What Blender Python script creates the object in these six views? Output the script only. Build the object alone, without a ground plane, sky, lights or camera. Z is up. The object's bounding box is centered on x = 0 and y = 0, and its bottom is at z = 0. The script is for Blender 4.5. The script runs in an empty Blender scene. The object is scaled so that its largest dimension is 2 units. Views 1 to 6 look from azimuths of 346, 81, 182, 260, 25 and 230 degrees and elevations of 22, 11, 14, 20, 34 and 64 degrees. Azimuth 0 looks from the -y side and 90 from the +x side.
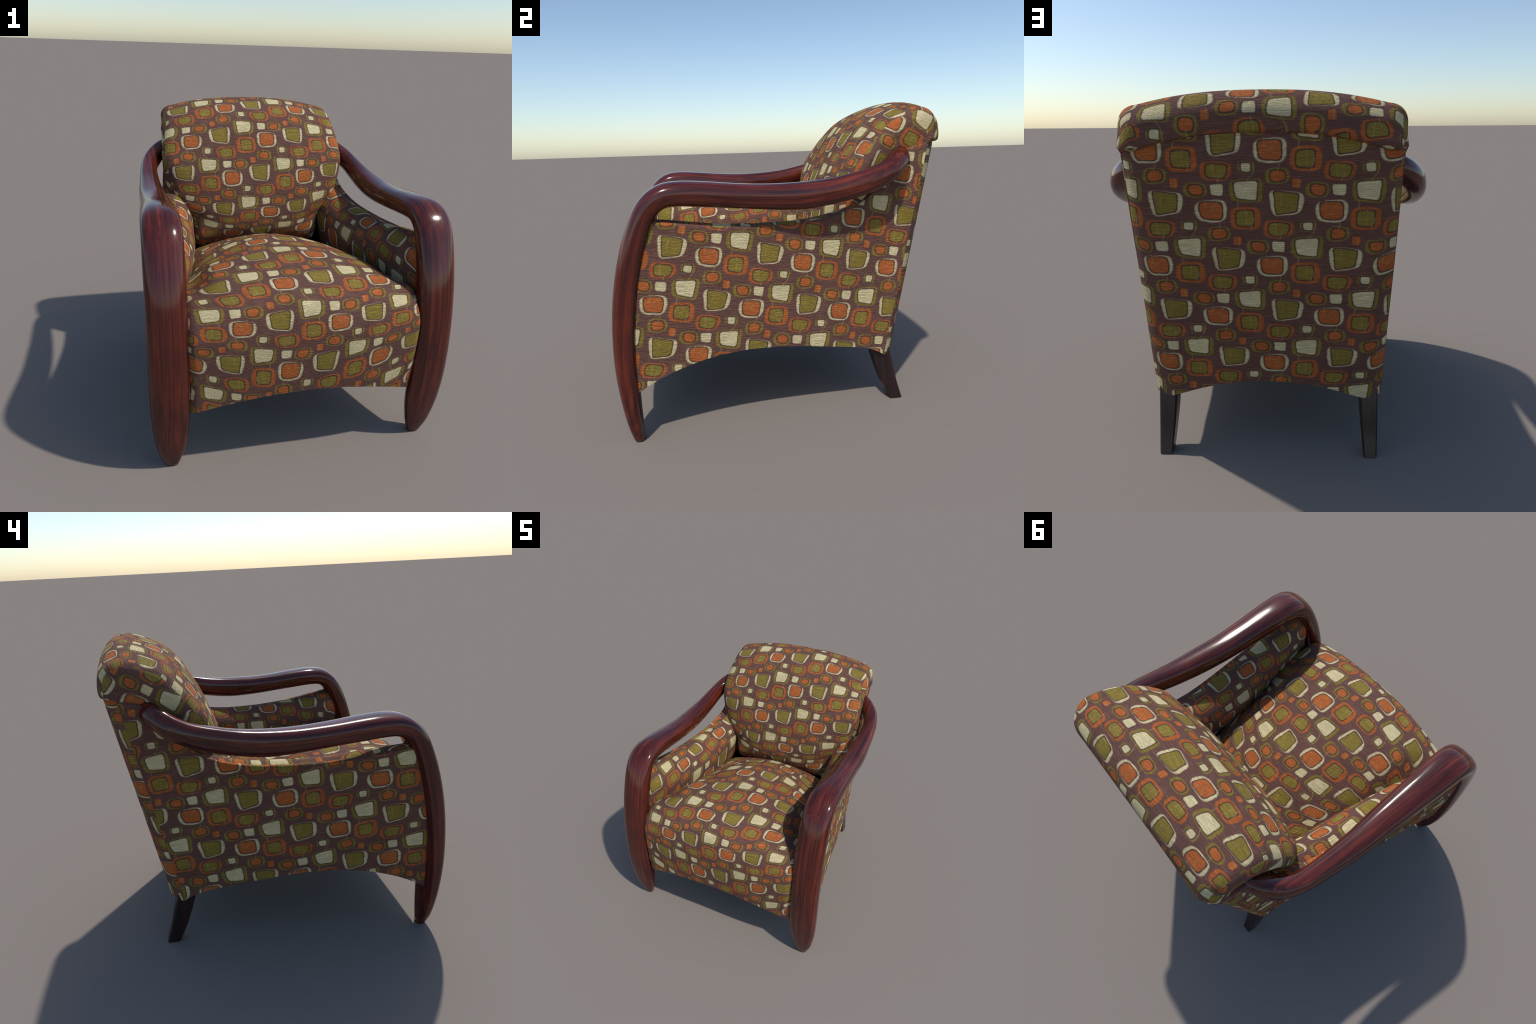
import bpy, math
import numpy as np
from mathutils import Vector

# ---------------------------------------------------------------------------
#  Upholstered armchair with bent-wood arms.  Frame: metres, z up, front = -y.
# ---------------------------------------------------------------------------

# ============================ small mesh helpers ===========================
def curve_fn(pts):
    """Smooth 1D interpolation (Catmull-Rom style, monotone) through (t, value) pairs."""
    t = np.array([p[0] for p in pts], float)
    v = np.array([p[1] for p in pts], float)
    d = np.diff(v) / np.diff(t)
    m = np.zeros_like(v)
    m[0], m[-1] = d[0], d[-1]
    for i in range(1, len(v) - 1):
        m[i] = 0 if d[i - 1] * d[i] <= 0 else 2 * d[i - 1] * d[i] / (d[i - 1] + d[i])

    def f(x):
        x = np.clip(np.asarray(x, float), t[0], t[-1])
        i = np.clip(np.searchsorted(t, x, side="right") - 1, 0, len(t) - 2)
        h = t[i + 1] - t[i]
        s = (x - t[i]) / h
        return ((2 * s**3 - 3 * s**2 + 1) * v[i] + (s**3 - 2 * s**2 + s) * h * m[i]
                + (-2 * s**3 + 3 * s**2) * v[i + 1] + (s**3 - s**2) * h * m[i + 1])
    return f


def catmull(points, n, closed=False):
    """Resample control points by a centripetal-like Catmull-Rom curve, even in arc length."""
    P = np.array(points, float)
    if closed:
        Q = np.vstack([P[-1], P, P[0], P[1]])
    else:
        Q = np.vstack([2 * P[0] - P[1], P, 2 * P[-1] - P[-2]])
    out = []
    for i in range(1, len(Q) - 2):
        for s in np.linspace(0, 1, 24, endpoint=False):
            a, b, c, d = Q[i - 1], Q[i], Q[i + 1], Q[i + 2]
            out.append(0.5 * ((2 * b) + (c - a) * s + (2 * a - 5 * b + 4 * c - d) * s**2
                              + (3 * b - a - 3 * c + d) * s**3))
    out.append(Q[-2])
    out = np.array(out)
    L = np.concatenate([[0], np.cumsum(np.linalg.norm(np.diff(out, axis=0), axis=1))])
    want = np.linspace(0, L[-1], n + 1 if closed else n)
    res = np.stack([np.interp(want, L, out[:, k]) for k in range(P.shape[1])], 1)
    return res[:-1] if closed else res


def smoothstep(a, b, x):
    t = np.clip((np.asarray(x, float) - a) / (b - a), 0, 1)
    return t * t * (3 - 2 * t)


def grid_faces(nu, nv, close_v=False, flip=False):
    F = []
    for i in range(nu - 1):
        for j in range(nv if close_v else nv - 1):
            k = (j + 1) % nv
            f = (i * nv + j, (i + 1) * nv + j, (i + 1) * nv + k, i * nv + k)
            F.append(f[::-1] if flip else f)
    return F


def make_object(name, verts, faces, material, parent, smooth_angle=50.0):
    me = bpy.data.meshes.new(name)
    me.from_pydata([tuple(map(float, v)) for v in verts], [], [tuple(f) for f in faces])
    me.validate()
    me.update()
    ob = bpy.data.objects.new(name, me)
    bpy.context.scene.collection.objects.link(ob)
    import bmesh
    bm = bmesh.new()
    bm.from_mesh(me)
    bmesh.ops.recalc_face_normals(bm, faces=bm.faces)
    lim = math.radians(smooth_angle)
    for f in bm.faces:
        f.smooth = True
    for e in bm.edges:
        if len(e.link_faces) == 2:
            e.smooth = e.calc_face_angle(0) < lim
    bm.to_mesh(me)
    bm.free()
    me.materials.append(material)
    ob.parent = parent
    return ob


def lump(x, y, z, seed=0.0):
    """Soft low-frequency irregularity of padded upholstery, about +-1."""
    return (math.sin(4.1 * x + 1.3 + seed) * math.sin(3.7 * y + 2.1 * z + seed * 1.7)
            + 0.6 * math.sin(9.3 * x - 2.0 * z + seed) * math.sin(7.9 * y + 5.2 * z + 0.4))


# ============================ node helpers =================================
class Nodes:
    def __init__(self, tree):
        self.t = tree

    def new(self, kind, **kw):
        n = self.t.nodes.new(kind)
        for k, v in kw.items():
            setattr(n, k, v)
        return n

    def put(self, sock, val):
        if hasattr(val, "is_output"):
            self.t.links.new(val, sock)
        else:
            sock.default_value = val

    def math(self, op, a, b=0.0, c=0.0):
        n = self.new("ShaderNodeMath", operation=op)
        self.put(n.inputs[0], a)
        self.put(n.inputs[1], b)
        self.put(n.inputs[2], c)
        return n.outputs[0]

    def add(self, a, b): return self.math("ADD", a, b)
    def sub(self, a, b): return self.math("SUBTRACT", a, b)
    def mul(self, a, b): return self.math("MULTIPLY", a, b)

    def lin(self, terms, const=0.0):
        out = const
        for s, k in terms:
            out = self.math("MULTIPLY_ADD", s, k, out)
        return out

    def sep(self, v):
        n = self.new("ShaderNodeSeparateXYZ")
        self.put(n.inputs[0], v)
        return n.outputs

    def comb(self, x, y, z=0.0):
        n = self.new("ShaderNodeCombineXYZ")
        for s, v in zip(n.inputs, (x, y, z)):
            self.put(s, v)
        return n.outputs[0]

    def dot(self, v, w):
        n = self.new("ShaderNodeVectorMath", operation="DOT_PRODUCT")
        self.put(n.inputs[0], v)
        n.inputs[1].default_value = w
        return n.outputs["Value"]

    def vmath(self, op, a, b):
        n = self.new("ShaderNodeVectorMath", operation=op)
        self.put(n.inputs[0], a)
        self.put(n.inputs[1], b)
        return n.outputs[0]

    def ramp01(self, x, lo, hi, a=0.0, b=1.0):
        n = self.new("ShaderNodeMapRange")
        for i, v in enumerate((x, lo, hi, a, b)):
            self.put(n.inputs[i], v)
        return n.outputs[0]

    def mix(self, fac, a, b, blend="MIX"):
        n = self.new("ShaderNodeMix", data_type="RGBA", blend_type=blend)
        self.put(n.inputs[0], fac)
        self.put(n.inputs[6], a)
        self.put(n.inputs[7], b)
        return n.outputs[2]

    def mixf(self, fac, a, b):
        n = self.new("ShaderNodeMix", data_type="FLOAT")
        self.put(n.inputs[0], fac)
        self.put(n.inputs[2], a)
        self.put(n.inputs[3], b)
        return n.outputs[0]

    def noise(self, vec, scale, detail=2.0, rough=0.5, out="Fac"):
        n = self.new("ShaderNodeTexNoise")
        self.put(n.inputs["Vector"], vec)
        n.inputs["Scale"].default_value = scale
        n.inputs["Detail"].default_value = detail
        n.inputs["Roughness"].default_value = rough
        return n.outputs[out]

    def curve(self, x, pts):
        """Piecewise smooth 1D map x -> value through the given points."""
        xs = [p[0] for p in pts]
        ys = [p[1] for p in pts]
        x0, x1, y0, y1 = min(xs), max(xs), min(ys), max(ys)
        n = self.new("ShaderNodeFloatCurve")
        c = n.mapping.curves[0]
        n.mapping.extend = "EXTRAPOLATED"
        uv = [((px - x0) / (x1 - x0), (py - y0) / (y1 - y0)) for px, py in pts]
        c.points[0].location, c.points[1].location = uv[0], uv[-1]
        for q in uv[1:-1]:
            c.points.new(*q)
        for p in c.points:
            p.handle_type = "AUTO"
        n.mapping.update()
        self.put(n.inputs["Value"], self.math("MULTIPLY_ADD", x, 1 / (x1 - x0), -x0 / (x1 - x0)))
        return self.math("MULTIPLY_ADD", n.outputs[0], y1 - y0, y0)


# ============================ fabric pattern ===============================
CELL_A, CELL_H = 0.558, 0.280        # repeat across; row height (rows shift by half)
BASE = (0.150, 0.072, 0.056, 1)
GAP = (0.092, 0.043, 0.041, 1)
CREAM = (0.645, 0.545, 0.305, 1)
OLIVE = (0.250, 0.180, 0.035, 1)
RUST = (0.445, 0.124, 0.033, 1)
RUST2 = (0.425, 0.118, 0.030, 1)

# motif: centre (mm, from the cream block), fill quad, ring quad, fill colour, ring colour,
# corner rounding of fill and ring.  Quads are TL, TR, BR, BL in mm.
MOTIFS = [
    ((-95, 221), [(-56, 55), (56, 42), (46, -42), (-47, -55)], [(-83, 65), (86, 50), (71, -53), (-66, -71)], OLIVE, CREAM, 14, 36),
    ((113, 183), [(-56, 41), (52, 43), (51, -44), (-46, -40)], [(-83, 46), (79, 61), (72, -61), (-70, -58)], RUST, CREAM, 24, 50),
    ((0, 0), [(-56, 38), (55, 47), (48, -49), (-47, -36)], [(-80, 49), (80, 64), (74, -66), (-72, -55)], CREAM, OLIVE, 15, 34),
    ((-9, -135), [(-40, 36), (42, 39), (38, -40), (-41, -35)], [(-68, 59), (75, 60), (73, -62), (-71, -56)], OLIVE, RUST2, 16, 42),
    ((-132, 91), [(-45, 34), (53, 28), (39, -34), (-47, -28)], [(-74, 51), (84, 42), (63, -47), (-76, -46)], OLIVE, RUST2, 20, 46),
    ((-134, 3), [(-31, 26), (31, 26), (27, -28), (-27, -24)], None, CREAM, None, 10, 0),
    ((4, 107), [(-23, 19), (23, 19), (21, -20), (-21, -19)], [(-38, 31), (42, 31), (40, -30), (-38, -29)], CREAM, OLIVE, 9, 24),
    ((147, 69), [(-33, 25), (33, 24), (33, -22), (-34, -28)], [(-57, 42), (58, 39), (57, -37), (-62, -45)], RUST, OLIVE, 20, 44),
    ((-229, 2), [(-37, 26), (35, 23), (32, -26), (-30, -22)], [(-62, 42), (58, 38), (55, -40), (-62, -40)], RUST, OLIVE, 22, 46),
    ((231, 34), [(-19, 23), (21, 20), (19, -22), (-21, -21)], None, RUST, None, 9, 0),
]
# loose stitched threads that cross the motifs: start u, v, length, lean, bend (mm)
THREADS = [(-118, 232, 62, 4, 5), (128, 205, 60, -8, 9), (88, 216, 50, 6, 4), (-2, -128, 74, 8, 6),
           (26, -160, 66, -3, 5), (-146, 92, 70, 8, 4), (-120, 62, 50, -4, 3), (22, 66, 50, -6, 7),
           (150, 108, 42, 0, 3), (-40, -70, 40, 3, 3), (238, 30, 46, 5, 4)]


def fabric_group():
    g = bpy.data.node_groups.new("retro_blocks_weave", "ShaderNodeTree")
    g.interface.new_socket("UV", in_out="INPUT", socket_type="NodeSocketVector")
    g.interface.new_socket("Color", in_out="OUTPUT", socket_type="NodeSocketColor")
    g.interface.new_socket("Height", in_out="OUTPUT", socket_type="NodeSocketFloat")
    nb = Nodes(g)
    gi, go = nb.new("NodeGroupInput"), nb.new("NodeGroupOutput")
    uv = gi.outputs[0]
    # slightly uneven woven edges
    wob = nb.noise(uv, 24, 2.0, 0.55, out="Color")
    wob = nb.vmath("SUBTRACT", wob, (0.5, 0.5, 0.5))
    wob = nb.vmath("MULTIPLY", wob, (0.010, 0.008, 0.0))
    p = nb.vmath("ADD", uv, wob)

    def local(cx, cy):
        q = nb.sep(nb.vmath("SUBTRACT", p, (cx, cy, 0)))
        row = nb.math("ROUND", nb.mul(q[1], 1 / CELL_H))
        qv = nb.math("MULTIPLY_ADD", row, -CELL_H, q[1])
        qu = nb.math("MULTIPLY_ADD", row, -CELL_A / 2, q[0])
        col = nb.math("ROUND", nb.mul(qu, 1 / CELL_A))
        qu = nb.math("MULTIPLY_ADD", col, -CELL_A, qu)
        return nb.comb(qu, qv, 0), qu, qv

    def quad(q, corners, r):
        d = None
        for i in range(4):
            a, b = Vector(corners[i]) / 1000, Vector(corners[(i + 1) % 4]) / 1000
            e = (b - a).normalized()
            n = Vector((-e.y, e.x))           # outward for TL, TR, BR, BL order
            s = nb.sub(nb.dot(q, (n.x, n.y, 0)), n.dot(a))
            d = s if d is None else nb.math("SMOOTH_MAX", d, s, r / 1000)
        return d

    soft = 0.0026
    brush = nb.noise(nb.vmath("MULTIPLY", uv, (26.0, 60.0, 1.0)), 1.0, 2.0, 0.5)
    col, cover = BASE, 0.0
    for (cx, cy), fill, ring, fcol, rcol, fr, rr in MOTIFS:
        q, qu, qv = local(cx / 1000, cy / 1000)
        f = quad(q, fill, fr * 1.9)
        if ring:
            o = quad(q, [(a_, b_ - math.copysign(2.5, b_)) for a_, b_ in ring], rr * 1.65)
            col = nb.mix(nb.ramp01(o, -soft - 0.004, soft - 0.004 + 0.004, 0.45, 0.0), col, GAP)
            ring_mask = nb.mul(nb.ramp01(o, -soft, soft, 1.0, 0.0), nb.ramp01(nb.lin([(brush, 1.0), (o, -14.0)], 0.0), 0.28, 0.62, 0.62, 1.0))
            col = nb.mix(ring_mask, col, rcol)
            col = nb.mix(nb.ramp01(f, 0.0058 - soft, 0.0058 + soft, 1.0, 0.0), col, GAP)
        else:
            col = nb.mix(nb.ramp01(f, 0.001, 0.007, 0.7, 0.0), col, GAP)
        inner = -0.0005 if ring else 0.0
        col = nb.mix(nb.ramp01(f, inner - soft, inner + soft, 1.0, 0.0), col, fcol)
    for cu, cv, ln, lean, bend in THREADS:
        q, qu, qv = local(cu / 1000, cv / 1000)
        s = nb.mul(qv, 2000 / ln)
        x = nb.lin([(s, -lean / 1000), (nb.math("SINE", nb.mul(s, 2.6)), bend / 1000)], 0.0)
        dx = nb.math("ABSOLUTE", nb.sub(qu, x))
        m = nb.mul(nb.ramp01(dx, 0.0010, 0.0042, 0.50, 0.0), nb.ramp01(nb.math("ABSOLUTE", s), 0.85, 1.0, 1.0, 0.0))
        col = nb.mix(m, col, (0.40, 0.27, 0.12, 1))
    # weave: horizontal ribs and fine slubs
    ribs = nb.noise(nb.vmath("MULTIPLY", uv, (9.0, 105.0, 1.0)), 1.0, 2.0, 0.55)
    groove = nb.ramp01(nb.math("ABSOLUTE", nb.sub(ribs, 0.5)), 0.0, 0.075)        # thin sunken lines between cords
    slub = nb.noise(nb.vmath("MULTIPLY", uv, (140.0, 260.0, 1.0)), 1.0, 1.0, 0.5)
    warp = nb.noise(nb.vmath("MULTIPLY", uv, (260.0, 14.0, 1.0)), 1.0, 1.0, 0.5)
    tone = nb.lin([(groove, 0.09), (slub, 0.42), (warp, 0.22)], 0.60)
    col = nb.mix(1.0, col, nb.comb(tone, tone, tone), "MULTIPLY")
    patch = nb.ramp01(nb.noise(uv, 5.0, 1.0), 0.3, 0.7, 0.93, 1.05)
    col = nb.mix(1.0, col, nb.comb(patch, patch, patch), "MULTIPLY")
    crinkle = nb.noise(nb.vmath("MULTIPLY", uv, (75.0, 110.0, 1.0)), 1.0, 2.0, 0.6)
    h = nb.lin([(groove, 0.60), (slub, 0.35), (warp, 0.35), (crinkle, 0.9)], 0.0)
    g.links.new(col, go.inputs[0])
    g.links.new(h, go.inputs[1])
    return g


FABRIC = fabric_group()


def fabric_material(name, mapping):
    """mapping(nb, x, y, z) -> (u, v): metres in the pattern with a cream block at 0, 0."""
    m = bpy.data.materials.new(name)
    m.use_nodes = True
    nb = Nodes(m.node_tree)
    bsdf = m.node_tree.nodes["Principled BSDF"]
    tc = nb.new("ShaderNodeTexCoord")
    x, y, z = nb.sep(tc.outputs["Object"])
    u, v = mapping(nb, x, y, z)
    gr = nb.new("ShaderNodeGroup")
    gr.node_tree = FABRIC
    nb.put(gr.inputs[0], nb.comb(u, v, 0))
    nb.put(bsdf.inputs["Base Color"], gr.outputs[0])
    bsdf.inputs["Roughness"].default_value = 0.9
    bsdf.inputs["Specular IOR Level"].default_value = 0.2
    bump = nb.new("ShaderNodeBump")
    bump.inputs["Strength"].default_value = 0.75
    bump.inputs["Distance"].default_value = 0.006
    nb.put(bump.inputs["Height"], gr.outputs[1])
    nb.put(bsdf.inputs["Normal"], bump.outputs[0])
    return m


def flat_mapping(ref, eu, ev, a, h):
    """Planar drape: ref = a cream block's place, eu/ev = pattern right/up directions, a/h = repeats."""
    def f(nb, x, y, z):
        ou = -sum(r * e for r, e in zip(ref, eu)) * CELL_A / a
        ov = -sum(r * e for r, e in zip(ref, ev)) * CELL_H / h
        u = nb.lin([(s, e * CELL_A / a) for s, e in zip((x, y, z), eu) if e], ou)
        v = nb.lin([(s, e * CELL_H / h) for s, e in zip((x, y, z), ev) if e], ov)
        return u, v
    return f


def roll_mapping(centre, rows, xref, widths, ends=None, sag=None):
    """Drape round a profile: polar angle about `centre` (y, z) picks the pattern row."""
    cy, cz = centre

    def ang(y, z):
        return math.atan2(-(y - cy), -(z - cz))   # grows from the bottom, over the front, to the top

    def f(nb, x, y, z):
        z0 = z
        if sag:                                # rows hang lower in the middle of the apron
            k = nb.ramp01(z, sag[0], sag[1], sag[2], 0.0)
            z = nb.sub(z, nb.mul(k, nb.mul(x, x)))
        t = nb.math("ARCTAN2", nb.lin([(y, -1.0)], cy), nb.lin([(z, -1.0)], cz))
        # wrap so that the cut lies at the hidden lower rear
        t = nb.math("WRAP", t, 2 * math.pi - 0.9, -0.9)
        v = nb.curve(t, [(ang(py, pz) % (2 * math.pi) if ang(py, pz) < -0.9 else ang(py, pz), r * CELL_H) for (py, pz), r in rows])
        w = nb.curve(t, [(ang(py, pz) % (2 * math.pi) if ang(py, pz) < -0.9 else ang(py, pz), k) for (py, pz), k in widths]) if len(widths) > 1 else widths[0][1]
        u = nb.math("DIVIDE", nb.mul(nb.sub(x, xref), -CELL_A), w)
        if ends:
            # the sewn-in end pieces are draped flat, tilted with the roll
            geo = nb.new("ShaderNodeNewGeometry")
            nx, ny, nz = nb.sep(geo.outputs["Normal"])
            side = nb.ramp01(nb.math("ABSOLUTE", nx), 0.72, 0.725)
            right = nb.math("GREATER_THAN", x, 0.0)
            (ry, rz, rt), (ly, lz, lt) = ends
            cr, sr, cl, sl = math.cos(rt), math.sin(rt), math.cos(lt), math.sin(lt)
            ur = nb.lin([(y, cr), (z, sr)], -ry * cr - rz * sr)
            vr = nb.lin([(y, -sr), (z, cr)], ry * sr - rz * cr)
            ul = nb.lin([(y, -cl), (z, sl)], ly * cl - lz * sl)
            vl = nb.lin([(y, sl), (z, cl)], -ly * sl - lz * cl)
            u = nb.mixf(side, u, nb.mixf(right, ul, ur))
            v = nb.mixf(side, v, nb.mixf(right, vl, vr))
        return u, v
    return f


TH = math.radians(8.5)
BT = Vector((0, 0.245, 1.325)).normalized()
MAT_SIDE_R = fabric_material("fabric_right_side", flat_mapping((0, -0.024, 0.806), (0, math.cos(TH), -math.sin(TH)), (0, math.sin(TH), math.cos(TH)), 0.548, 0.287))
MAT_SIDE_L = fabric_material("fabric_left_side", flat_mapping((0, 0.101, 0.806), (0, -math.cos(TH), math.sin(TH)), (0, math.sin(TH), math.cos(TH)), 0.560, 0.276))
REF_B = Vector((-0.208, 0.699, 0.310)) + BT * 0.903
MAT_BACK = fabric_material("fabric_back", flat_mapping(tuple(REF_B), (-1, 0, 0), tuple(BT), 0.558, 0.280))
MAT_PAD_R = fabric_material("fabric_right_pad", flat_mapping((0.731, -0.345, 1.218), (0, -1, 0), (0.84, 0, 0.84), 0.558, 0.280))
MAT_PAD_L = fabric_material("fabric_left_pad", flat_mapping((-0.672, 0.032, 1.214), (0, -1, 0), (-0.84, 0, 0.84), 0.558, 0.280))
# pattern rows as they lie on the seat: ((y, z), row)
SEAT_ROWS = [((-0.94, 0.13), -1), ((-0.965, 0.408), 0), ((-0.996, 0.730), 1), ((-0.945, 0.980), 2), ((-0.70, 1.085), 3),
             ((-0.355, 1.095), 4), ((-0.036, 1.045), 5), ((0.28, 1.00), 6)]
SEAT_W = [((-0.962, 0.400), 0.535), ((-0.945, 0.980), 0.548), ((-0.70, 1.085), 0.59), ((-0.2, 1.09), 0.56), ((0.28, 1.0), 0.55)]
# row parity: the cream block of row 2 sits at x = -0.01
MAT_SEAT = fabric_material("fabric_seat", roll_mapping((-0.45, 0.70), SEAT_ROWS, -0.01, SEAT_W, sag=(0.45, 0.98, 0.36)))
BACK_ROWS = [((0.16, 0.96), -1), ((0.29, 1.224), 0), ((0.385, 1.484), 1), ((0.531, 1.725), 2), ((0.768, 1.880), 3), ((0.981, 1.825), 4), ((0.96, 1.56), 5)]
MAT_CUSHION = fabric_material("fabric_backrest", roll_mapping((0.78, 1.42), BACK_ROWS, -0.085, [((0, 0), 0.552)], ends=((0.87, 1.77, -0.5), (0.62, 1.62, -0.5))))


# ============================ wood =========================================
def wood_material(name, dark, mid, light, rough=0.24):
    m = bpy.data.materials.new(name)
    m.use_nodes = True
    nb = Nodes(m.node_tree)
    bsdf = m.node_tree.nodes["Principled BSDF"]
    tc = nb.new("ShaderNodeTexCoord")
    co = tc.outputs["Object"]
    x, y, z = nb.sep(co)
    bend = nb.ramp01(nb.lin([(z, 1.0), (y, 0.5)], 0.0), 0.86, 1.10)      # 0 on the leg, 1 on the arm

    # grain follows the bent spine: measure across it, not along the world axes
    spine_y = nb.curve(z, [(0.0, -0.873), (0.25, -0.903), (0.50, -0.914), (0.78, -0.896), (0.95, -0.870), (1.11, -0.832), (1.32, -0.752), (1.45, -0.66)])
    spine_z = nb.curve(y, [(-0.80, 1.22), (-0.70, 1.37), (-0.56, 1.402), (-0.26, 1.378), (-0.08, 1.366), (0.10, 1.365), (0.27, 1.383), (0.42, 1.414), (0.54, 1.450), (0.69, 1.530)])
    leg_co = nb.comb(x, nb.sub(y, spine_y), z)
    arm_co = nb.comb(x, nb.sub(z, spine_z), y)

    def grain(k_fine, k_long, scale, detail):
        leg = nb.noise(nb.vmath("MULTIPLY", leg_co, (k_fine, k_fine, k_long)), scale, detail, 0.6)
        arm = nb.noise(nb.vmath("MULTIPLY", arm_co, (k_fine, k_fine, k_long)), scale, detail, 0.6)
        return nb.mixf(bend, leg, arm)
    streak = grain(42, 0.9, 1.0, 3.0)
    fine = grain(130, 2.5, 1.0, 2.0)
    pores = grain(240, 30, 1.0, 1.0)
    cloud = nb.noise(co, 4.5, 2.0)
    f = nb.lin([(streak, 0.85), (fine, 0.40), (cloud, 0.25)], -0.25)
    r = nb.new("ShaderNodeValToRGB")
    e = r.color_ramp.elements
    e[0].position, e[0].color = 0.30, dark
    e[1].position, e[1].color = 0.72, light
    k = e.new(0.50)
    k.color = mid
    nb.put(r.inputs[0], f)
    col = nb.mix(nb.ramp01(pores, 0.66, 0.76, 0.0, 0.5), r.outputs[0], dark)
    # a few fine pale scratches
    v = nb.new("ShaderNodeTexVoronoi", feature="DISTANCE_TO_EDGE")
    nb.put(v.inputs["Vector"], nb.vmath("ADD", co, nb.vmath("MULTIPLY", nb.noise(co, 3.0, 2.0, out="Color"), (0.35, 0.35, 0.35))))
    v.inputs["Scale"].default_value = 3.2
    thin = nb.ramp01(v.outputs["Distance"], 0.0, 0.006, 1.0, 0.0)
    some = nb.ramp01(nb.noise(co, 9.0, 2.0), 0.62, 0.68, 0.0, 0.18)
    col = nb.mix(nb.mul(thin, some), col, (0.20, 0.13, 0.11, 1))
    nb.put(bsdf.inputs["Base Color"], col)
    nb.put(bsdf.inputs["Roughness"], nb.lin([(cloud, 0.12), (streak, 0.10)], rough - 0.11))
    bsdf.inputs["Specular IOR Level"].default_value = 0.5
    bsdf.inputs["Coat Weight"].default_value = 0.0
    bsdf.inputs["Coat Roughness"].default_value = 0.12
    b = nb.new("ShaderNodeBump")
    b.inputs["Strength"].default_value = 0.10
    b.inputs["Distance"].default_value = 0.002
    nb.put(b.inputs["Height"], fine)
    nb.put(bsdf.inputs["Normal"], b.outputs[0])
    return m


MAT_WOOD = wood_material("polished_mahogany", (0.022, 0.0062, 0.006, 1), (0.074, 0.0125, 0.008, 1), (0.165, 0.028, 0.013, 1), 0.125)  # all three tones darkened somewhat toward the shade seen on the left arm
MAT_WOOD_DARK = wood_material("dark_mahogany", (0.010, 0.007, 0.007, 1), (0.020, 0.009, 0.008, 1), (0.036, 0.012, 0.009, 1), 0.28)


def plain_material(name, colour):
    m = bpy.data.materials.new(name)
    m.use_nodes = True
    nb = Nodes(m.node_tree)
    bsdf = m.node_tree.nodes["Principled BSDF"]
    tc = nb.new("ShaderNodeTexCoord")
    n = nb.noise(tc.outputs["Object"], 220, 2.0)
    t = nb.ramp01(n, 0.3, 0.7, 0.8, 1.15)
    nb.put(bsdf.inputs["Base Color"], nb.mix(1.0, colour, nb.comb(t, t, t), "MULTIPLY"))
    bsdf.inputs["Roughness"].default_value = 0.95
    return m


MAT_LINING = plain_material("dust_cover_cloth", (0.03, 0.027, 0.026, 1))

# ============================ the chair ====================================
root = bpy.data.objects.new("armchair", None)
bpy.context.scene.collection.objects.link(root)
root["label"] = "upholstered armchair, retro rounded-square fabric, curved mahogany wooden arms"
root["category"] = "armchair"

# ---- shared outlines -------------------------------------------------------
plan_x = curve_fn([(-0.95, 0.842), (-0.84, 0.829), (-0.50, 0.787), (-0.10, 0.740), (0.30, 0.684), (0.50, 0.648), (0.70, 0.616), (0.95, 0.604)])
side_bottom = curve_fn([(-0.86, 0.300), (-0.80, 0.336), (-0.70, 0.383), (-0.60, 0.418), (-0.50, 0.445), (-0.35, 0.471), (-0.20, 0.480), (-0.05, 0.474), (0.10, 0.458), (0.30, 0.427), (0.50, 0.390), (0.56, 0.372), (0.62, 0.344), (0.66, 0.320), (0.74, 0.305)])
side_top = curve_fn([(-0.76, 1.266), (-0.60, 1.246), (-0.45, 1.225), (-0.30, 1.208), (-0.10, 1.200), (0.10, 1.205), (0.20, 1.214), (0.30, 1.231), (0.40, 1.259), (0.46, 1.284), (0.52, 1.325), (0.57, 1.370), (0.64, 1.450), (0.70, 1.545), (0.77, 1.600), (0.85, 1.622), (0.95, 1.640)])
front_edge = curve_fn([(0.27, -0.848), (0.50, -0.843), (0.75, -0.826), (0.88, -0.806), (1.05, -0.775), (1.26, -0.735)])
back_bottom = curve_fn([(0.0, 0.424), (0.10, 0.421), (0.22, 0.408), (0.35, 0.377), (0.49, 0.333), (0.56, 0.318), (0.62, 0.319)])


def back_y(z):
    return 0.736 + (np.asarray(z) - 0.31) * (0.244 / 1.325)


def lean_x(y, r):
    return 0.027 * r + 0.008 * r * smoothstep(-0.2, -0.6, y) + 0.018 * r * smoothstep(0.2, 0.65, y)


CORNER, CORNER_X = 0.080, 0.105           # rear bevel: depth along the side, and across the back

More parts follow.
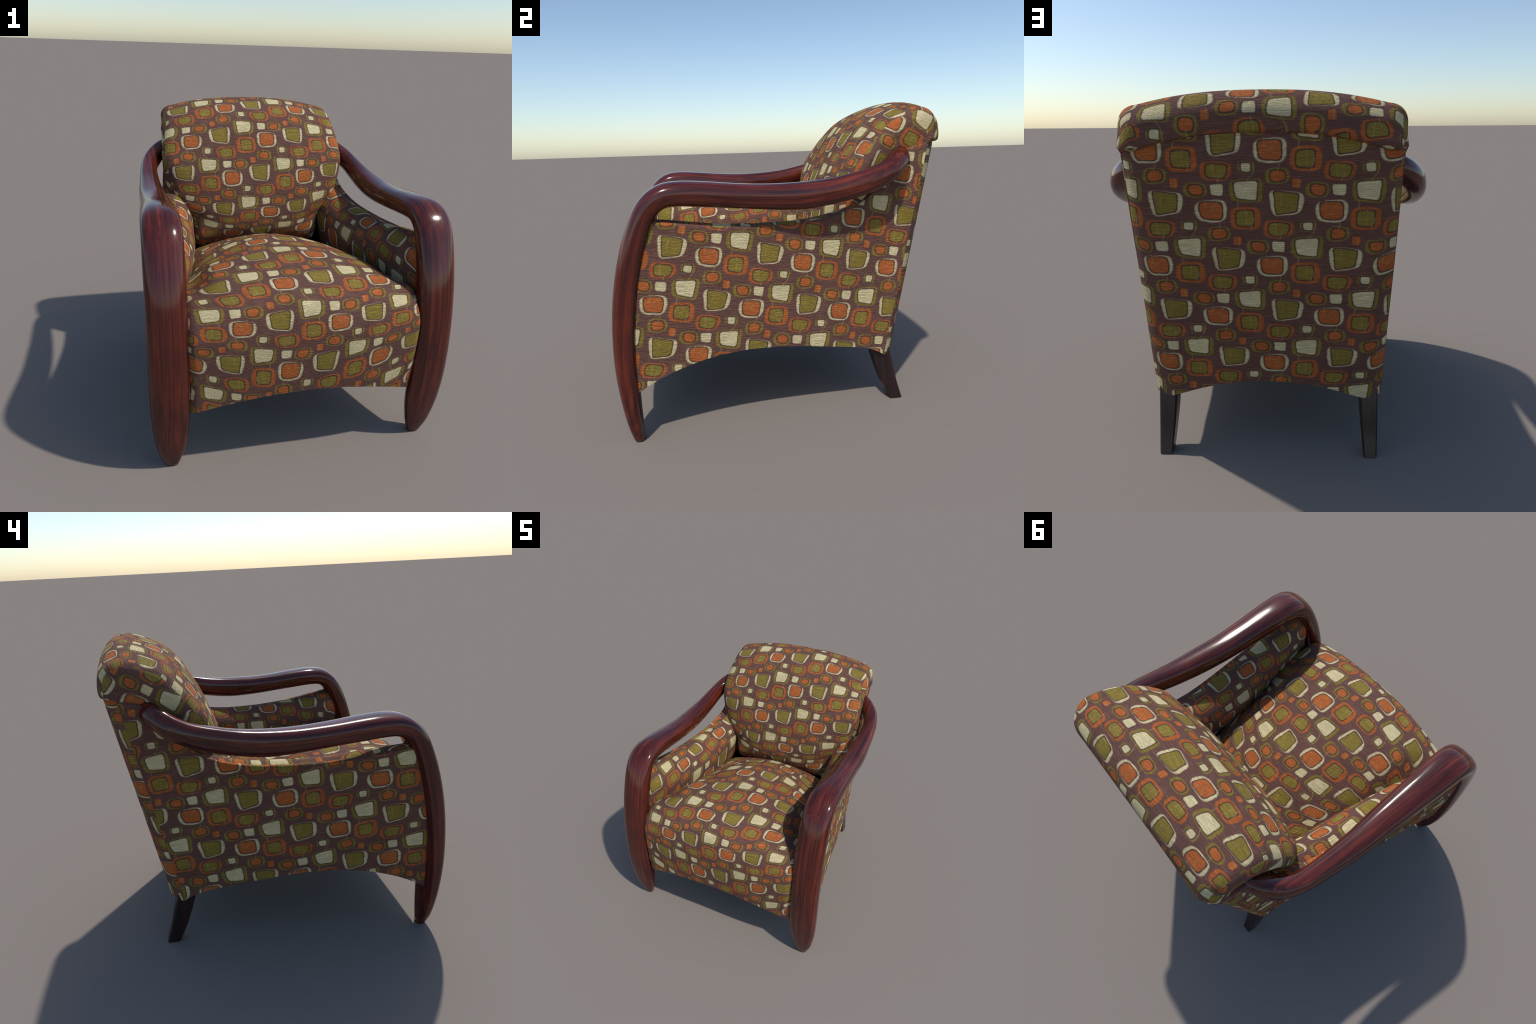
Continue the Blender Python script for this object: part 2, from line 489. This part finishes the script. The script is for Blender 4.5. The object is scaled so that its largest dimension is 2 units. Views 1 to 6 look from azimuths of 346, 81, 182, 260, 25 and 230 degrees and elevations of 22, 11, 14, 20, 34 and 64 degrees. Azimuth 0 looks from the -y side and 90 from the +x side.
# ---- side panels -----------------------------------------------------------
def side_panel(sign, mat):
    ns, nr = 90, 44
    outer = np.zeros((ns, nr, 3))
    for i, s in enumerate(np.linspace(0, 1, ns)):
        # bottom and top end of this rib
        yb = -0.862 + s * (0.736 - CORNER + 0.862)
        zb = float(side_bottom(yb))
        y_t0, y_t1 = -0.755, float(back_y(1.64)) - CORNER
        yt = y_t0 + s * (y_t1 - y_t0)
        zt = float(side_top(yt))
        for j, r in enumerate(np.linspace(0, 1, nr)):
            z = zb + r * (zt - zb)
            y = yb + r * (yt - yb)
            bow = float(front_edge(z)) - (-0.846 + (z - 0.28) / (1.256 - 0.28) * 0.111)
            y += bow * (1 - s) ** 2
            x = float(plan_x(y)) + float(lean_x(y, r))
            x += 0.004 * math.sin(math.pi * r) + 0.0015 * lump(x, y * 1.4, z, sign)
            outer[i, j] = (sign * x, y, z)
    # wrap: bottom return, outer face, rounded top, inner face
    t = 0.055
    rows = []
    for i in range(ns):
        o = outer[i]
        b = o[0] + np.array([-sign * t, 0, 0.004])
        ring = [b, o[0] + np.array([-sign * 0.008, 0, -0.002])] + list(o[:-1])
        top = o[-1]
        ring += [top + np.array([0, 0, -0.006]), top + np.array([-sign * 0.003, 0, 0.000]), top + np.array([-sign * 0.010, 0, 0.003]),
                 top + np.array([-sign * t, 0, -0.004])]
        rows.append(ring)
    nv = len(rows[0])
    V = [p for ring in rows for p in ring]
    F = grid_faces(ns, nv, close_v=True)
    F.append(list(range(nv)))
    F.append([(ns - 1) * nv + j for j in range(nv)][::-1])
    return make_object("side_panel", V, F, mat, root, 60)


side_panel(1, MAT_SIDE_R)
side_panel(-1, MAT_SIDE_L)

# ---- back panel (wraps the rear corners) -----------------------------------
def back_panel():
    nr = 44
    plan = []                                  # (x factor base, x offset, y offset) around the rear
    for k in range(7):
        a = math.pi / 2 * k / 6
        # a soft bevel: between a quarter round and a flat chamfer
        c, s_ = 0.35 * math.cos(a) + 0.65 * (1 - k / 6), 0.35 * math.sin(a) + 0.65 * k / 6
        plan.append((1, -CORNER_X + CORNER_X * c, -CORNER + CORNER * s_))
    n_mid = 40
    rows = []
    seq = [(dx, dy, None) for _, dx, dy in plan]
    for j, r in enumerate(np.linspace(0, 1, nr)):
        ring = []

        def pt(sign, dx, dy, frac):
            zb0 = 0.31
            z = zb0 + r * (1.70 - zb0)
            hx = float(plan_x(back_y(z) - CORNER)) + float(lean_x(float(back_y(z)) - CORNER, r)) + 0.003 * math.sin(math.pi * r)
            x = hx + dx if frac is None else frac * (hx - CORNER_X)
            zb = float(back_bottom(abs(x)))
            z = zb + r * (1.755 - zb)
            y = float(back_y(z)) + dy - 0.022 * float(smoothstep(1.62, 1.74, z))
            if frac is not None:
                y += 0.003 * (1 - frac * frac) * math.sin(math.pi * min(1, r * 1.05)) + 0.001 * lump(x, y, z)
            return (sign * x, y, z)
        for dx, dy, _ in seq:
            ring.append(pt(1, dx, dy, None))
        for f in np.linspace(1, -1, n_mid)[1:-1]:
            ring.append(pt(1 if f >= 0 else -1, 0, 0, abs(f)))
        for dx, dy, _ in reversed(seq):
            ring.append(pt(-1, dx, dy, None))
        # inner face closes the slab
        ring += [(0.90 * px, py - 0.05, pz + 0.002) for px, py, pz in reversed(ring)]
        rows.append(ring)
    nv = len(rows[0])
    V = [p for ring in rows for p in ring]
    F = grid_faces(nr, nv, close_v=True)
    for base in (0, (nr - 1) * nv):            # lower and upper edge as strips
        F += [(base + j, base + j + 1, base + nv - 2 - j, base + nv - 1 - j) for j in range(nv // 2 - 1)]
    return make_object("back_panel", V, F, MAT_BACK, root, 60)


back_panel()

# ---- backrest cushion with rolled top ---------------------------------------
def cushion():
    prof = [(0.40, 0.86), (0.320, 0.93), (0.276, 1.03), (0.279, 1.14), (0.297, 1.224), (0.334, 1.36), (0.382, 1.484), (0.445, 1.61), (0.522, 1.733), (0.630, 1.830),
            (0.764, 1.891), (0.86, 1.911), (0.935, 1.893), (0.985, 1.842), (1.0, 1.79), (1.0, 1.755), (0.995, 1.734), (0.985, 1.724), (0.955, 1.722),
            (0.90, 1.700), (0.83, 1.45), (0.72, 1.0), (0.60, 0.84), (0.48, 0.84)]
    P = catmull(prof, 150, closed=True)
    d = np.roll(P, -1, 0) - np.roll(P, 1, 0)
    d /= np.linalg.norm(d, axis=1)[:, None]
    inward = np.stack([d[:, 1], -d[:, 0]], 1)          # profile runs clockwise seen from +x
    cen = P.mean(0)
    if np.mean(np.einsum("ij,ij->i", inward, cen - P)) < 0:
        inward = -inward
    half_width = curve_fn([(0.8, 0.46), (1.04, 0.49), (1.12, 0.53), (1.20, 0.595), (1.28, 0.650), (1.36, 0.672), (1.5, 0.682), (1.62, 0.677), (1.75, 0.662), (1.95, 0.652)])
    R = 0.085
    ts = [math.sin(a) for a in np.linspace(-math.pi / 2, math.pi / 2, 71)]
    rows = []
    for t in ts:
        X = 0.67 * t
        over = max(0.0, abs(X) - (0.67 - R)) / R
        inset = R * (1 - math.sqrt(max(0.0, 1 - over ** 2)))
        # soft pillow on the front as well
        ring = []
        for (y, z), n in zip(P, inward):
            hub = np.array([0.82, 1.68]) - np.array([y, z])
            k_hub = float(smoothstep(0.80, 0.90, y))
            n = n * (1 - k_hub) + hub / max(np.linalg.norm(hub), 1e-6) * k_hub
            q = np.array([y, z]) + n * inset
            front = smoothstep(0.9, 0.35, q[0]) * smoothstep(0.9, 1.1, q[1])
            q[0] += float(front) * (0.020 * abs(t) ** 2.5 + 0.085 * abs(t) ** 3.6 * (1 - float(smoothstep(1.30, 1.60, q[1]))))
            drop = 0.106 * (abs(X) / 0.66) ** 2.4 * float(smoothstep(1.35, 1.75, q[1])) * (1 - 0.35 * over) * (1 - 0.22 * float(smoothstep(1.76, 1.84, q[1])))
            zz_ = q[1] - drop
            w = float(half_width(zz_)) / 0.67
            w *= 1 - 0.045 * float(smoothstep(0.86, 1.0, q[0]))
            w *= 1 - 0.06 * float(smoothstep(0.70, 0.85, q[0])) * (1 - float(smoothstep(1.56, 1.66, zz_)))
            yy = q[0] + 0.003 * lump(X * 1.3, q[0] * 1.2, zz_ * 1.2, 0.7) * float(front)
            xx = X * w
            if yy > 0.3:                       # stay inside the side panels below their upper edge
                lim = float(plan_x(yy)) - 0.035 + 0.105 * float(smoothstep(-0.03, 0.04, zz_ - float(side_top(yy))))
                xx = math.copysign(min(abs(xx), lim), xx)
            ring.append((xx, yy, zz_))
        rows.append(ring)
    nv = len(P)
    V = [p for ring in rows for p in ring]
    F = grid_faces(len(ts), nv, close_v=True)
    for base in (0, (len(ts) - 1) * nv):
        c = np.mean([V[base + j] for j in range(nv)], 0)
        V.append(tuple(c))
        k = len(V) - 1
        F += [(base + j, base + (j + 1) % nv, k) for j in range(nv)]
    return make_object("backrest_cushion", V, F, MAT_CUSHION, root, 55)


cushion()

# ---- seat with front apron ---------------------------------------------------
def seat():
    prof = [(-0.972, 0.470), (-0.978, 0.515), (-0.990, 0.62), (-0.999, 0.74), (-0.994, 0.86), (-0.960, 0.982), (-0.905, 1.040), (-0.81, 1.080), (-0.70, 1.098),
            (-0.52, 1.106), (-0.355, 1.099), (-0.18, 1.088), (0.0, 1.062), (0.12, 1.033), (0.21, 1.003), (0.30, 0.970), (0.36, 0.89)]
    P = catmull(prof, 110)
    inner = np.array([(0.36, 0.60), (0.0, 0.56), (-0.5, 0.53), (-0.86, 0.50)])
    n_front = len(P)
    P = np.vstack([P, inner])
    # bottom apron edge arches up in the middle
    d = np.gradient(P[:n_front], axis=0)
    d /= np.linalg.norm(d, axis=1)[:, None]
    inward = np.vstack([np.stack([d[:, 1], -d[:, 0]], 1), np.zeros((4, 2))])
    W, R = 0.685, 0.055
    ts = [math.sin(a) for a in np.linspace(-math.pi / 2, math.pi / 2, 73)]
    rows = []
    for t in ts:
        X = W * t
        over = max(0.0, abs(X) - (W - R)) / R
        inset = R * (1 - math.sqrt(max(0.0, 1 - over ** 2)))
        ring = []
        for k, ((y, z), n) in enumerate(zip(P, inward)):
            q = np.array([y, z]) + n * inset
            top = float(smoothstep(0.75, 1.05, z)) if k < n_front else 0.0
            back_part = float(smoothstep(-0.85, -0.55, y))
            dome = (0.074 + 0.110 * float(smoothstep(-0.65, 0.0, y))) * (abs(X) / 0.62) ** 1.9 * top
            dome += 0.06 * back_part * float(smoothstep(0.46, 0.62, abs(X))) * top
            fr = float(smoothstep(-0.8, -0.95, y)) if k < n_front else 0.0
            yy = q[0] + 0.034 * fr * (abs(X) / 0.6) ** 2.4
            zz_ = q[1] - dome
            low = 1 - float(smoothstep(0.46, 0.80, z)) if k < n_front or y < -0.8 else 0.0
            zz_ -= 0.225 * min(abs(X), 0.66) ** 2 * low
            if k < n_front:
                zz_ += 0.003 * lump(X, yy, z, 2.2) * top
                yy += 0.003 * lump(X * 1.2, z, yy, 1.1) * fr
            lim = float(plan_x(yy)) - 0.065 if yy > -0.80 else 9.0
            ring.append((math.copysign(min(abs(X), lim), X), yy, zz_))
        rows.append(ring)
    nv = len(P)
    V = [p for ring in rows for p in ring]
    F = grid_faces(len(ts), nv, close_v=True)
    for base in (0, (len(ts) - 1) * nv):
        c = np.mean([V[base + j] for j in range(nv)], 0)
        V.append(tuple(c))
        k = len(V) - 1
        F += [(base + j, base + (j + 1) % nv, k) for j in range(nv)]
    return make_object("seat_cushion", V, F, MAT_SEAT, root, 55)


seat()

# ---- padded inner arms --------------------------------------------------------
def arm_pad(sign, mat):
    sec = catmull([(0.060, -0.36), (0.040, -0.10), (0.018, -0.03), (0.016, -0.008), (0.040, 0.001), (0.085, 0.009), (0.14, 0.003), (0.195, -0.028), (0.246, -0.080),
                   (0.272, -0.130), (0.276, -0.18), (0.262, -0.25), (0.24, -0.34), (0.20, -0.42)], 60)
    width = curve_fn([(-0.80, 0.60), (-0.60, 0.67), (-0.40, 0.76), (-0.15, 0.82), (0.0, 0.84), (0.2, 0.80), (0.45, 0.75), (0.62, 0.72)])
    ys = np.concatenate([np.linspace(-0.785, -0.72, 9), np.linspace(-0.70, 0.60, 60)])
    rows = []
    for y in ys:
        zt = float(side_top(y))
        xo = float(plan_x(y)) + float(lean_x(y, 1.0)) - 0.006
        end = max(0.0, (-0.715 - y) / 0.07)
        ins = 0.06 * (1 - math.sqrt(max(0.0, 1 - end ** 2)))
        ring = []
        for dx, dz in sec:
            k = float(width(y))
            dxx = dx * k
            mid = 0.13 * k
            dxx += (mid - dxx) / max(mid, 1e-3) * ins * 0.6 if dz > -0.3 else 0
            zz_ = zt + dz - ins * 0.7 * (1 if dz > -0.2 else 0)
            zz_ += 0.002 * lump(dx * 3, y * 1.5, dz * 3, sign)
            ring.append((sign * (xo - dxx), y, zz_))
        rows.append(ring)
    nv = len(sec)
    V = [p for ring in rows for p in ring]
    F = grid_faces(len(ys), nv, close_v=True)
    F.append(list(range(nv)))
    F.append([(len(ys) - 1) * nv + j for j in range(nv)])
    return make_object("arm_pad", V, F, mat, root, 55)


arm_pad(1, MAT_PAD_R)
arm_pad(-1, MAT_PAD_L)

# ---- bent-wood arm and front leg ------------------------------------------------
# spine stations: x, y, z, half width across, half thickness
ARM = [(0.774, -0.873, 0.000, 0.037, 0.029), (0.775, -0.879, 0.040, 0.052, 0.034), (0.777, -0.889, 0.110, 0.076, 0.042), (0.777, -0.903, 0.250, 0.100, 0.052),
       (0.779, -0.913, 0.430, 0.109, 0.061), (0.779, -0.911, 0.600, 0.111, 0.066), (0.779, -0.896, 0.780, 0.111, 0.070), (0.779, -0.870, 0.950, 0.111, 0.070),
       (0.779, -0.832, 1.110, 0.111, 0.068), (0.779, -0.786, 1.245, 0.111, 0.065), (0.779, -0.752, 1.315, 0.110, 0.064), (0.779, -0.706, 1.366, 0.110, 0.064),
       (0.779, -0.645, 1.396, 0.109, 0.066),
       (0.779, -0.560, 1.402, 0.107, 0.068), (0.780, -0.430, 1.393, 0.101, 0.069), (0.779, -0.260, 1.378, 0.094, 0.068), (0.782, -0.080, 1.366, 0.086, 0.071),
       (0.789, 0.100, 1.365, 0.078, 0.076), (0.788, 0.270, 1.383, 0.068, 0.073), (0.785, 0.420, 1.414, 0.061, 0.071), (0.774, 0.540, 1.450, 0.058, 0.067),
       (0.742, 0.630, 1.490, 0.060, 0.066), (0.695, 0.690, 1.530, 0.058, 0.062), (0.640, 0.735, 1.558, 0.054, 0.058), (0.570, 0.765, 1.575, 0.050, 0.054)]


def wooden_arm(sign):
    S = catmull(ARM, 150)
    n_ring = 40
    T = np.gradient(S[:, :3], axis=0)
    T /= np.linalg.norm(T, axis=1)[:, None]
    V, N = [], []
    for (x, y, z, w, h), t in zip(S, T):
        lat = np.array([1.0, 0, 0]) - t[0] * t
        lat /= np.linalg.norm(lat)
        nor = np.cross(lat, t)
        e = 2.65 - 0.3 * float(smoothstep(0.2, 0.6, y))
        for k in range(n_ring):
            a = 2 * math.pi * k / n_ring
            c, s = math.cos(a), math.sin(a)
            px = w * math.copysign(abs(c) ** (2 / e), c)
            py = h * math.copysign(abs(s) ** (2 / e), s)
            p = np.array([x, y, z]) + lat * px + nor * py
            if z < 0.15:
                p[2] = max(p[2] if y > -9 else 0, 0.0)
            V.append((sign * p[0], p[1], p[2]))
    V = np.array(V)
    F = grid_faces(len(S), n_ring, close_v=True)
    n = len(V)
    tip = [tuple(np.mean(V[:n_ring], 0)), tuple(np.mean(V[-n_ring:], 0))]
    V = np.vstack([V, tip])
    V[n, 2] = 0.0
    F += [(j, (j + 1) % n_ring, n) for j in range(n_ring)]
    F += [((len(S) - 1) * n_ring + j, (len(S) - 1) * n_ring + (j + 1) % n_ring, n + 1) for j in range(n_ring)]
    V[:n_ring, 2] = 0.0
    whole = make_object("whole", V, F, MAT_WOOD, root, 60)
    me = whole.data
    normals = [tuple(v.normal) for v in me.vertices]
    # split by region along the bend: leg below, armrest above; shared border and normals
    polys = [tuple(p.vertices) for p in me.polygons]
    coords = [tuple(v.co) for v in me.vertices]
    cut = int(np.argmax(S[:, 2] > 1.30))
    groups = {"front_leg": [], "armrest": []}
    for p in polys:
        idx = min(v // n_ring if v < n else (0 if v == n else 10**6) for v in p)
        groups["front_leg" if idx < cut else "armrest"].append(p)
    bpy.data.objects.remove(whole)
    bpy.data.meshes.remove(me)
    for name, faces in groups.items():
        used = sorted({v for p in faces for v in p})
        remap = {v: i for i, v in enumerate(used)}
        m2 = bpy.data.meshes.new(name)
        m2.from_pydata([coords[v] for v in used], [], [tuple(remap[v] for v in p) for p in faces])
        m2.update()
        for p in m2.polygons:
            p.use_smooth = True
        m2.normals_split_custom_set_from_vertices([normals[v] for v in used])
        m2.materials.append(MAT_WOOD)
        ob = bpy.data.objects.new(name, m2)
        bpy.context.scene.collection.objects.link(ob)
        ob.parent = root


wooden_arm(1)
wooden_arm(-1)

# ---- rear sabre legs -------------------------------------------------------------
def rear_leg(sign):
    st = catmull([(0.552, 0.600, 0.46, 0.050, 0.064), (0.551, 0.645, 0.335, 0.049, 0.060), (0.552, 0.678, 0.22, 0.046, 0.056), (0.555, 0.710, 0.115, 0.041, 0.049), (0.558, 0.755, 0.0, 0.034, 0.040)], 26)
    V = []
    bev = 0.18
    shape = [(1, -1 + bev), (1, 1 - bev), (1 - bev, 1), (-1 + bev, 1), (-1, 1 - bev), (-1, -1 + bev), (-1 + bev, -1), (1 - bev, -1)]
    for x, y, z, w, h in st:
        for a, b in shape:
            V.append((sign * (x + a * w), y + b * h, z))
    n = len(shape)
    F = grid_faces(len(st), n, close_v=True)
    F += [list(range(n)), [(len(st) - 1) * n + j for j in range(n)]]
    return make_object("rear_leg", V, F, MAT_WOOD_DARK, root, 35)


rear_leg(1)
rear_leg(-1)

# ---- underside ---------------------------------------------------------------------
def lining():
    nx, ny = 30, 40
    V = []
    for i, s in enumerate(np.linspace(-1, 1, nx)):
        for j, t in enumerate(np.linspace(0, 1, ny)):
            y = -0.93 + t * 1.61
            w = min(float(plan_x(y)) - 0.03, 0.655 + 0.2 * t)
            x = s * w
            front = 0.465 - 0.225 * min(abs(x), 0.66) ** 2
            back = float(back_bottom(min(abs(x), 0.62)))
            side = float(side_bottom(max(y, -0.80)))
            k = abs(s) ** 3
            z = (front * (1 - t) + back * t) * (1 - k) + k * side
            V.append((x * (0.97 - 0.04 * (1 - t)), y + 0.02, z + 0.012 + 0.05 * (1 - t) ** 3 * abs(s)))
    top = [(x, y, z + 0.02) for x, y, z in V]
    n = len(V)
    F = grid_faces(nx, ny) + [tuple(v + n for v in f) for f in grid_faces(nx, ny, flip=True)]
    edge = [i * ny for i in range(nx)] + [(nx - 1) * ny + j for j in range(1, ny)] + [i * ny + ny - 1 for i in range(nx - 2, -1, -1)] + list(range(ny - 2, 0, -1))
    for a, b in zip(edge, edge[1:] + edge[:1]):
        F.append((a, b, b + n, a + n))
    return make_object("underside_lining", V + top, F, MAT_LINING, root, 60)


lining()
